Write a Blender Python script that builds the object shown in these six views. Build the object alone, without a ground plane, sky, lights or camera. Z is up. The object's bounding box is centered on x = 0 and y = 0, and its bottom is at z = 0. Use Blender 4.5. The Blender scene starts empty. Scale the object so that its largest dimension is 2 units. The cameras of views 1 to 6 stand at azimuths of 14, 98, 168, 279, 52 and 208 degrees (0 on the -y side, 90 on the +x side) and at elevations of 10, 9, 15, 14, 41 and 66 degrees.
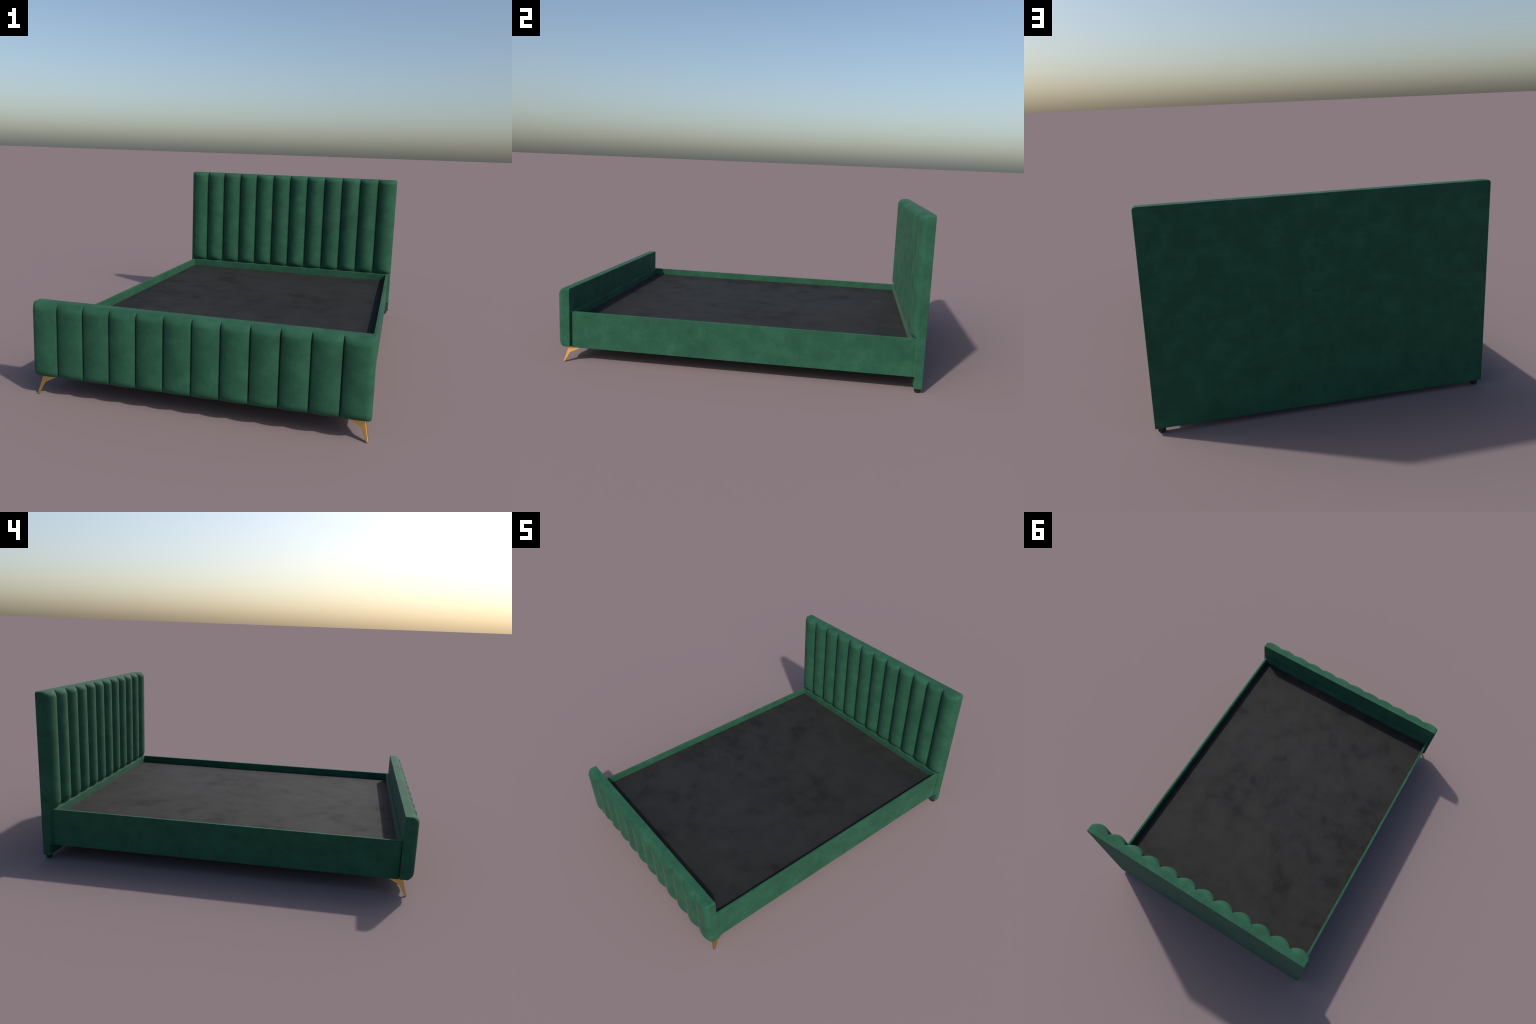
"""Upholstered channel-tufted double bed: headboard, footboard, slim side-rail
frame, dark deck, two splayed brass corner legs and two black rear glides."""
import bpy, bmesh, math
from mathutils import Vector

# ------------------------------------------------------------------ sizes (m)
HALF_W = 0.7235            # half width of headboard and footboard
CHANNELS = 12              # padded channels on each board
PITCH = 2 * HALF_W / CHANNELS

HB_BACK, HB_SEAM, HB_PEAK = 1.000, 0.959, 0.9205
HB_BOTTOM, HB_STEP, HB_SPLIT, HB_TOP = 0.0225, 0.0865, 0.285, 0.926
FB_BACK, FB_SEAM, FB_PEAK = -0.9255, -0.9640, -1.000
FB_BOTTOM, FB_TOP = 0.0852, 0.418

RAIL_OUT, RAIL_THICK = 0.7070, 0.0148
RAIL_BOTTOM, RAIL_TOP = 0.0805, 0.2862
FRAME_FRONT, FRAME_BACK = -0.9225, 0.9430
CROSS_THICK = 0.0170
DECK_TOP = 0.2430


# ------------------------------------------------------------------ materials
class Nodes:
    """Small helper around a node tree."""
    def __init__(self, name):
        self.mat = bpy.data.materials.new(name)
        self.mat.use_nodes = True
        self.t = self.mat.node_tree
        self.bsdf = self.t.nodes["Principled BSDF"]

    def add(self, kind, **inputs):
        n = self.t.nodes.new(kind)
        for k, v in inputs.items():
            n.inputs[k.replace("_", " ")].default_value = v
        return n

    def link(self, a, b):
        self.t.links.new(a, b)

    def noise(self, vec, scale, detail=4.0, rough=0.55):
        n = self.add("ShaderNodeTexNoise", Scale=scale, Detail=detail, Roughness=rough)
        self.link(vec, n.inputs["Vector"])
        return n.outputs["Fac"]

    def mapping(self, vec, scale=(1, 1, 1), rot=(0, 0, 0), loc=(0, 0, 0)):
        n = self.add("ShaderNodeMapping", Scale=scale, Rotation=rot, Location=loc)
        self.link(vec, n.inputs["Vector"])
        return n.outputs["Vector"]

    def ramp(self, fac, stops):
        n = self.add("ShaderNodeValToRGB")
        el = n.color_ramp.elements
        while len(el) < len(stops):
            el.new(0.5)
        for e, (p, c) in zip(el, stops):
            e.position, e.color = p, (*c, 1.0)
        self.link(fac, n.inputs["Fac"])
        return n.outputs["Color"]

    def math(self, op, a, b):
        n = self.add("ShaderNodeMath")
        n.operation = op
        for i, v in enumerate((a, b)):
            if isinstance(v, (int, float)):
                n.inputs[i].default_value = v
            else:
                self.link(v, n.inputs[i])
        return n.outputs[0]

    def mix(self, mode, fac, a, b):
        n = self.add("ShaderNodeMix")
        n.data_type, n.blend_type = "RGBA", mode
        for sock, v in ((n.inputs["Factor"], fac), (n.inputs[6], a), (n.inputs[7], b)):
            if isinstance(v, (int, float)):
                sock.default_value = v
            elif isinstance(v, tuple):
                sock.default_value = (*v, 1.0)
            else:
                self.link(v, sock)
        return n.outputs[2]

    def bump(self, height, strength, distance, normal=None):
        n = self.add("ShaderNodeBump", Strength=strength, Distance=distance)
        self.link(height, n.inputs["Height"])
        if normal is not None:
            self.link(normal, n.inputs["Normal"])
        return n.outputs["Normal"]


def velvet_material():
    m = Nodes("green_velvet")
    pos = m.add("ShaderNodeNewGeometry").outputs["Position"]
    cloud = m.noise(pos, 12.0, 9.0, 0.70)                       # brushed-nap clouds
    streak = m.noise(m.mapping(pos, (7, 7, 9), (0.5, 0.6, 0.4)), 1.0, 5.0, 0.6)
    grain = m.noise(pos, 260.0, 2.0, 0.6)                     # pile
    weave = m.noise(m.mapping(pos, (420, 420, 90)), 1.0, 2.0, 0.5)
    tone = m.math("ADD", m.math("MULTIPLY", cloud, 0.6), m.math("MULTIPLY", streak, 0.4))
    col = m.ramp(tone, [(0.39, VELVET_DARK), (0.50, VELVET_MID), (0.61, VELVET_LIGHT)])
    g = m.ramp(m.math("ADD", m.math("MULTIPLY", grain, 0.5), m.math("MULTIPLY", weave, 0.5)),
               [(0.32, (0.76, 0.76, 0.76)), (0.68, (1.03, 1.03, 1.03))])
    m.link(m.mix("MULTIPLY", 0.7, col, g), m.bsdf.inputs["Base Color"])
    m.bsdf.inputs["Roughness"].default_value = 0.80
    m.bsdf.inputs["Specular IOR Level"].default_value = 0.24
    m.bsdf.inputs["Sheen Weight"].default_value = 0.05
    m.bsdf.inputs["Sheen Roughness"].default_value = 0.4
    n1 = m.bump(tone, 0.30, 0.010)
    n2 = m.bump(grain, 0.12, 0.002, n1)
    m.link(n2, m.bsdf.inputs["Normal"])
    return m.mat


def deck_material():
    m = Nodes("charcoal_deck_cloth")
    pos = m.add("ShaderNodeNewGeometry").outputs["Position"]
    cloud = m.noise(pos, 6.5, 10.0, 0.66)
    drift = m.noise(pos, 1.6, 3.0, 0.5)
    fine = m.noise(pos, 220.0, 2.0, 0.5)
    blot = m.math("ADD", m.math("MULTIPLY", cloud, 0.8), m.math("MULTIPLY", drift, 0.2))
    col = m.ramp(blot, [(0.36, (0.0066, 0.0066, 0.0068)), (0.46, (0.0078, 0.0078, 0.0078)),
                        (0.62, (0.0090, 0.0089, 0.0087))])
    m.link(col, m.bsdf.inputs["Base Color"])
    spec = m.ramp(blot, [(0.36, (0.31,) * 3), (0.46, (0.45,) * 3), (0.60, (0.52,) * 3)])
    m.link(spec, m.bsdf.inputs["Specular IOR Level"])
    m.bsdf.inputs["Roughness"].default_value = 0.84
    n1 = m.bump(blot, 0.22, 0.006)
    m.link(m.bump(fine, 0.1, 0.001, n1), m.bsdf.inputs["Normal"])
    return m.mat


def brass_material():
    m = Nodes("brushed_brass")
    pos = m.add("ShaderNodeNewGeometry").outputs["Position"]
    brush = m.noise(m.mapping(pos, (300, 300, 40)), 1.0, 3.0)
    col = m.ramp(brush, [(0.3, (0.60, 0.325, 0.105)), (0.7, (0.66, 0.362, 0.122))])
    m.link(col, m.bsdf.inputs["Base Color"])
    m.bsdf.inputs["Metallic"].default_value = 1.0
    m.bsdf.inputs["Roughness"].default_value = 0.40
    return m.mat


def plastic_material():
    m = Nodes("black_plastic")
    pos = m.add("ShaderNodeNewGeometry").outputs["Position"]
    col = m.ramp(m.noise(pos, 120.0), [(0.3, (0.008, 0.008, 0.008)), (0.7, (0.016, 0.016, 0.016))])
    m.link(col, m.bsdf.inputs["Base Color"])
    m.bsdf.inputs["Roughness"].default_value = 0.5
    return m.mat


VELVET_DARK = (0.0140, 0.0745, 0.0400)
VELVET_MID = (0.0180, 0.0905, 0.0495)
VELVET_LIGHT = (0.0245, 0.1085, 0.0605)
VELVET = velvet_material()
DECK = deck_material()
BRASS = brass_material()
PLASTIC = plastic_material()


# ------------------------------------------------------------------ mesh tools
def empty(name, parent=None):
    ob = bpy.data.objects.new(name, None)
    ob.empty_display_size = 0.1
    bpy.context.scene.collection.objects.link(ob)
    ob.parent = parent
    return ob


def place(name, mesh, parent, mat=None, loc=(0, 0, 0)):
    if mat is not None and not mesh.materials:
        mesh.materials.append(mat)
    ob = bpy.data.objects.new(name, mesh)
    ob.location = loc
    ob.parent = parent
    bpy.context.scene.collection.objects.link(ob)
    return ob


def weigh_normals(ob):
    """Keep big faces flat-looking next to their narrow rounded edges."""
    mod = ob.modifiers.new("weighted_normals", "WEIGHTED_NORMAL")
    mod.weight, mod.keep_sharp = 100, True
    return ob


def finish(bm, name, angle=35.0):
    bmesh.ops.remove_doubles(bm, verts=bm.verts, dist=1e-6)
    bmesh.ops.recalc_face_normals(bm, faces=bm.faces)
    me = bpy.data.meshes.new(name)
    bm.to_mesh(me)
    bm.free()
    me.shade_smooth()
    if angle is not None:
        me.set_sharp_from_angle(angle=math.radians(angle))
    return me


def box_mesh(name, lo, hi, bevel=0.003, segments=3):
    bm = bmesh.new()
    bmesh.ops.create_cube(bm, size=1.0)
    for v in bm.verts:
        v.co = Vector([lo[i] + (v.co[i] + 0.5) * (hi[i] - lo[i]) for i in range(3)])
    if bevel > 0:
        bmesh.ops.bevel(bm, geom=list(bm.edges), offset=bevel, segments=segments,
                        affect="EDGES", profile=0.5)
    return finish(bm, name, 50.0)


def extrude_outline(name, outline, axis, lo, hi, bevel=0.0, angle=35.0):
    """Prism of a 2D outline along an axis; outline runs in the other two axes."""
    bm = bmesh.new()
    rings = []
    for d in (lo, hi):
        ring = []
        for a, b in outline:
            co = {0: (d, a, b), 1: (a, d, b), 2: (a, b, d)}[axis]
            ring.append(bm.verts.new(co))
        rings.append(ring)
    n = len(outline)
    for i in range(n):
        j = (i + 1) % n
        bm.faces.new((rings[0][i], rings[0][j], rings[1][j], rings[1][i]))
    caps = [bm.faces.new(rings[0]), bm.faces.new(list(reversed(rings[1])))]
    bmesh.ops.recalc_face_normals(bm, faces=bm.faces)
    if bevel > 0:
        edges = list({e for f in caps for e in f.edges})
        bmesh.ops.bevel(bm, geom=edges, offset=bevel, segments=3, affect="EDGES", profile=0.5)
    return finish(bm, name, angle)


def arc(cx, cy, rx, ry, a0, a1, steps):
    return [(cx + rx * math.cos(math.radians(a0 + (a1 - a0) * i / steps)),
             cy + ry * math.sin(math.radians(a0 + (a1 - a0) * i / steps)))
            for i in range(steps + 1)]


# ------------------------------------------------------------------ padding
def corner_squash(x, z, half, z_lo, z_hi, r_lo, r_hi):
    """Pull a point of the face rectangle into its rounded outline."""
    for zc, r, s in ((z_hi - r_hi, r_hi, 1), (z_lo + r_lo, r_lo, -1)):
        if r <= 0:
            continue
        dz, dx = (z - zc) * s, abs(x) - (half - r)
        if dz > 0 and dx > 0:
            k = max(dx, dz) / math.hypot(dx, dz)
            return math.copysign(half - r + dx * k, x), zc + s * dz * k
    return x, z


def channel_mesh(name, centre, seam, lift, depth, ease, z_lo, z_hi, roll_lo, roll_hi, r_lo=0.0, r_hi=0.0):
    """One stuffed channel: a soft bolster swelling out of the seam plane (toward -y).
    'centre' is its x on the board so that end channels follow the rounded outline;
    'lift' raises the stitched seams off the board, rolling back at its rim; 'ease'
    delays the swelling of the channel behind that roll."""
    half = PITCH / 2
    nu = 32
    us = [math.sin(math.pi / 2 * (-1 + 2 * i / nu)) for i in range(nu + 1)]
    zs = [z_lo + roll_lo * (1 - math.cos(math.pi / 2 * i / 10)) for i in range(11)]
    mid = 14
    zs += [z_lo + roll_lo + (z_hi - roll_hi - z_lo - roll_lo) * i / mid for i in range(1, mid)]
    zs += [z_hi - roll_hi * (1 - math.cos(math.pi / 2 * (10 - i) / 10)) for i in range(11)]
    bm = bmesh.new()
    front = []
    for z in zs:
        tb = min((z - z_lo) / roll_lo, (z_hi - z) / roll_hi, 1.0)
        swell_z = math.sqrt(max(0.0, 1 - (1 - tb) ** 2))
        row = []
        for u in us:
            outer = abs(centre) > HALF_W - PITCH and u * centre > 0
            swell_u = max(0.0, 1 - u * u) ** (0.72 if outer else 0.86)
            d = (1 - abs(u)) * half                    # distance from the channel edge
            if outer:                                  # soft end of the board
                e = min(1.0, d / 0.022)
                rim = math.sqrt(max(0.0, 1 - (1 - e) ** 2))
            else:                                      # tight stitched crease
                rim = 1 - swell_z ** 3 * math.exp(-d / 0.0014)
            slow = ease if z > (z_lo + z_hi) / 2 else 1.0
            out = lift * rim * swell_z + depth * swell_u * swell_z ** slow
            x, zz = corner_squash(centre + u * half, z, HALF_W, z_lo, z_hi, r_lo, r_hi)
            row.append(bm.verts.new((x - centre, seam - out, zz)))
        front.append(row)
    nz = len(zs)
    for j in range(nz - 1):
        for i in range(nu):
            bm.faces.new((front[j][i], front[j][i + 1], front[j + 1][i + 1], front[j + 1][i]))
    # hidden back, sunk into the board and inset so nothing is coplanar
    rim = ([front[0][i] for i in range(nu + 1)] + [front[j][nu] for j in range(1, nz)]
           + [front[-1][i] for i in range(nu - 1, -1, -1)] + [front[j][0] for j in range(nz - 2, 0, -1)])
    zc, hz = (z_lo + z_hi) / 2, (z_hi - z_lo) / 2
    back = [bm.verts.new((v.co.x * (1 - 0.003 / half), seam + 0.006,
                          zc + (v.co.z - zc) * (1 - 0.003 / hz))) for v in rim]
    for i in range(len(rim)):
        j = (i + 1) % len(rim)
        bm.faces.new((rim[j], rim[i], back[i], back[j]))
    bm.faces.new(back)
    for i in range(len(rim)):                          # keep hidden walls out of the shading
        bm.edges.get((rim[i], rim[(i + 1) % len(rim)])).smooth = False
    return finish(bm, name, None)


def channels(parent, seam, lift, peak, ease, z_lo, z_hi, roll_lo, roll_hi, r_lo, r_hi):
    depth = seam - lift - peak
    first = -HALF_W + PITCH / 2
    args = (seam, lift, depth, ease, z_lo, z_hi, roll_lo, roll_hi)
    inner = channel_mesh("padded_channel", 0.0, *args)
    for i in range(CHANNELS):
        x = first + i * PITCH
        if i in (0, CHANNELS - 1):
            me = channel_mesh("end_channel", x, *args, r_lo, r_hi)
        else:
            me = inner
        place("padded_channel", me, parent, VELVET, (x, 0, 0))


def board_outline(z_lo, z_hi, r_lo, r_hi):
    pts = []
    pts += arc(HALF_W - r_lo, z_lo + r_lo, r_lo, r_lo, -90, 0, 4)
    pts += arc(HALF_W - r_hi, z_hi - r_hi, r_hi, r_hi, 0, 90, 8)
    pts += arc(-HALF_W + r_hi, z_hi - r_hi, r_hi, r_hi, 90, 180, 8)
    pts += arc(-HALF_W + r_lo, z_lo + r_lo, r_lo, r_lo, 180, 270, 4)
    return pts


# ------------------------------------------------------------------ the bed
bed = empty("upholstered_bed")
bed["label"] = "green velvet double bed with vertical channel tufted headboard and brass legs"
bed["category"] = "bed"


def back_bevelled_board(name, seam, back, z_lo, z_hi, r_lo, r_hi, edge):
    """Flat board behind the padding; only its rear rim is softened."""
    bm = bmesh.new()
    full = board_outline(z_lo, z_hi, r_lo, r_hi)
    zc, hz = (z_lo + z_hi) / 2, (z_hi - z_lo) / 2
    s = 1 if back > seam else -1
    levels = [(seam, 0.0)]
    for k in range(4):
        a = math.pi / 2 * k / 3
        levels.append((back - s * edge * (1 - math.sin(a)), edge * (1 - math.cos(a))))
    rings = []
    for y, inset in levels:
        rings.append([bm.verts.new((x * (1 - inset / HALF_W), y, zc + (z - zc) * (1 - inset / hz)))
                      for x, z in full])
    n = len(full)
    for a, b in zip(rings, rings[1:]):
        for i in range(n):
            j = (i + 1) % n
            bm.faces.new((a[i], a[j], b[j], b[i]))
    bm.faces.new(rings[0])
    bm.faces.new(list(reversed(rings[-1])))
    return finish(bm, name, 40.0)


# headboard: panel down to the floor glides, step under the padding
headboard = weigh_normals(place("headboard", back_bevelled_board(
    "headboard", HB_SEAM, HB_BACK, HB_BOTTOM, HB_TOP, 0.0012, 0.013, 0.0025), bed, VELVET))
channels(headboard, HB_SEAM, 0.007, HB_PEAK, 1.15, HB_SPLIT, HB_TOP, 0.042, 0.031, 0.0, 0.013)

# flat padding behind the frame, below the channels, with soft ends
half, front = HALF_W, 0.9435
outline = ([(half - 0.004, HB_SEAM + 0.005), (half, HB_SEAM)]
           + arc(half - 0.022, HB_SEAM, 0.022, HB_SEAM - front, 0, -90, 8)[1:]
           + arc(-half + 0.022, HB_SEAM, 0.022, HB_SEAM - front, -90, -180, 8)
           + [(-half + 0.004, HB_SEAM + 0.005)])
place("lower_padding", extrude_outline("lower_padding", outline, 2, HB_STEP, HB_SPLIT + 0.004), headboard, VELVET)

# footboard
footboard = weigh_normals(place("footboard", back_bevelled_board(
    "footboard", FB_SEAM, FB_BACK, FB_BOTTOM, FB_TOP, 0.008, 0.010, 0.0025), bed, VELVET))
channels(footboard, FB_SEAM, 0.019, FB_PEAK, 1.9, FB_BOTTOM, FB_TOP, 0.034, 0.036, 0.008, 0.010)

# frame of slim upholstered rails
frame = empty("bed_frame", bed)
inner_x = RAIL_OUT - RAIL_THICK
for side in (1, -1):
    xs = sorted((side * RAIL_OUT, side * inner_x))
    weigh_normals(place("side_rail", box_mesh("side_rail", (xs[0], FRAME_FRONT, RAIL_BOTTOM),
                                (xs[1], FRAME_BACK + 0.003, RAIL_TOP), 0.002), frame, VELVET))
for y0, y1 in ((FRAME_FRONT, FRAME_FRONT + CROSS_THICK), (FRAME_BACK - CROSS_THICK, FRAME_BACK + 0.002)):
    weigh_normals(place("cross_rail", box_mesh("cross_rail", (-inner_x - 0.001, y0 + 0.0008, RAIL_BOTTOM + 0.0008),
                                 (inner_x + 0.001, y1 - 0.0008, RAIL_TOP - 0.0006), 0.002), frame, VELVET))

# joining block that ties frame and footboard together, hidden in the shadow gap
place("joining_block", box_mesh("joining_block", (-0.701, FB_BACK - 0.003, RAIL_BOTTOM + 0.010),
                                (0.701, FRAME_FRONT + 0.004, RAIL_TOP - 0.0016), 0.0), frame, VELVET)

place("deck", box_mesh("deck", (-inner_x - 0.002, FRAME_FRONT + CROSS_THICK - 0.003, DECK_TOP - 0.03),
                       (inner_x + 0.002, FRAME_BACK - CROSS_THICK + 0.003, DECK_TOP), 0.0), bed, DECK)


# splayed L-shaped corner legs
def leg_mesh(side):
    """Two tapering brass plates meeting in a bevelled outer corner; the corner leans
    outward to the toe, each plate flares inward under the frame."""
    t = 0.0055
    top = RAIL_BOTTOM + 0.007
    # height, corner x, corner y, plate width along x, plate width along y
    rows = [(0.0000, 0.7178, -0.9690, 0.0110, 0.0115),
            (0.0150, 0.7146, -0.9648, 0.0128, 0.0150),
            (0.0300, 0.7113, -0.9605, 0.0160, 0.0185),
            (0.0420, 0.7087, -0.9571, 0.0195, 0.0210),
            (0.0480, 0.7074, -0.9554, 0.0220, 0.0228),
            (0.0520, 0.7066, -0.9543, 0.0255, 0.0265),
            (0.0560, 0.7057, -0.9532, 0.0315, 0.0325),
            (0.0650, 0.7038, -0.9507, 0.0470, 0.0490),
            (0.0740, 0.7018, -0.9481, 0.0640, 0.0660),
            (0.0775, 0.7011, -0.9472, 0.0680, 0.0715),
            (top, 0.6995, -0.9450, 0.0680, 0.0715)]
    b = 0.0035
    bm = bmesh.new()
    rings = []
    for z, cx, cy, wx, wy in rows:
        e = 0.0012
        loop = [(cx - wx, cy + e), (cx - wx + e, cy), (cx - b, cy), (cx - b * 0.3, cy + b * 0.3), (cx, cy + b),
                (cx, cy + wy - e), (cx - e, cy + wy), (cx - t, cy + wy), (cx - t, cy + t), (cx - wx, cy + t)]
        rings.append([bm.verts.new((side * x, y, z)) for x, y in loop])
    n = len(rings[0])
    for a, c in zip(rings, rings[1:]):
        for i in range(n):
            j = (i + 1) % n
            bm.faces.new((a[i], a[j], c[j], c[i]))
    bm.faces.new(rings[0])
    bm.faces.new(rings[-1])
    return finish(bm, "corner_leg", 9.0)


for side in (1, -1):
    place("corner_leg", leg_mesh(side), bed, BRASS)


# black rear glides
def glide_mesh():
    bm = bmesh.new()
    r, h = 0.0165, 0.0240
    profile = [(0.0, 0.0), (0.0085, 0.0), (0.0135, 0.0012), (0.0155, 0.0035), (r, 0.0065), (r, h), (0.0, h)]
    steps = 32
    rings = []
    for rad, z in profile:
        if rad == 0:
            rings.append([bm.verts.new((0, 0, z))])
        else:
            rings.append([bm.verts.new((rad * math.cos(2 * math.pi * i / steps),
                                        rad * math.sin(2 * math.pi * i / steps), z)) for i in range(steps)])
    for a, c in zip(rings, rings[1:]):
        for i in range(steps):
            j = (i + 1) % steps
            if len(a) == 1:
                bm.faces.new((a[0], c[j], c[i]))
            elif len(c) == 1:
                bm.faces.new((a[i], a[j], c[0]))
            else:
                bm.faces.new((a[i], a[j], c[j], c[i]))
    return finish(bm, "rear_foot", 35.0)


glide = glide_mesh()
for side in (1, -1):
    place("rear_foot", glide, bed, PLASTIC, (side * 0.6965, 0.9795, 0))
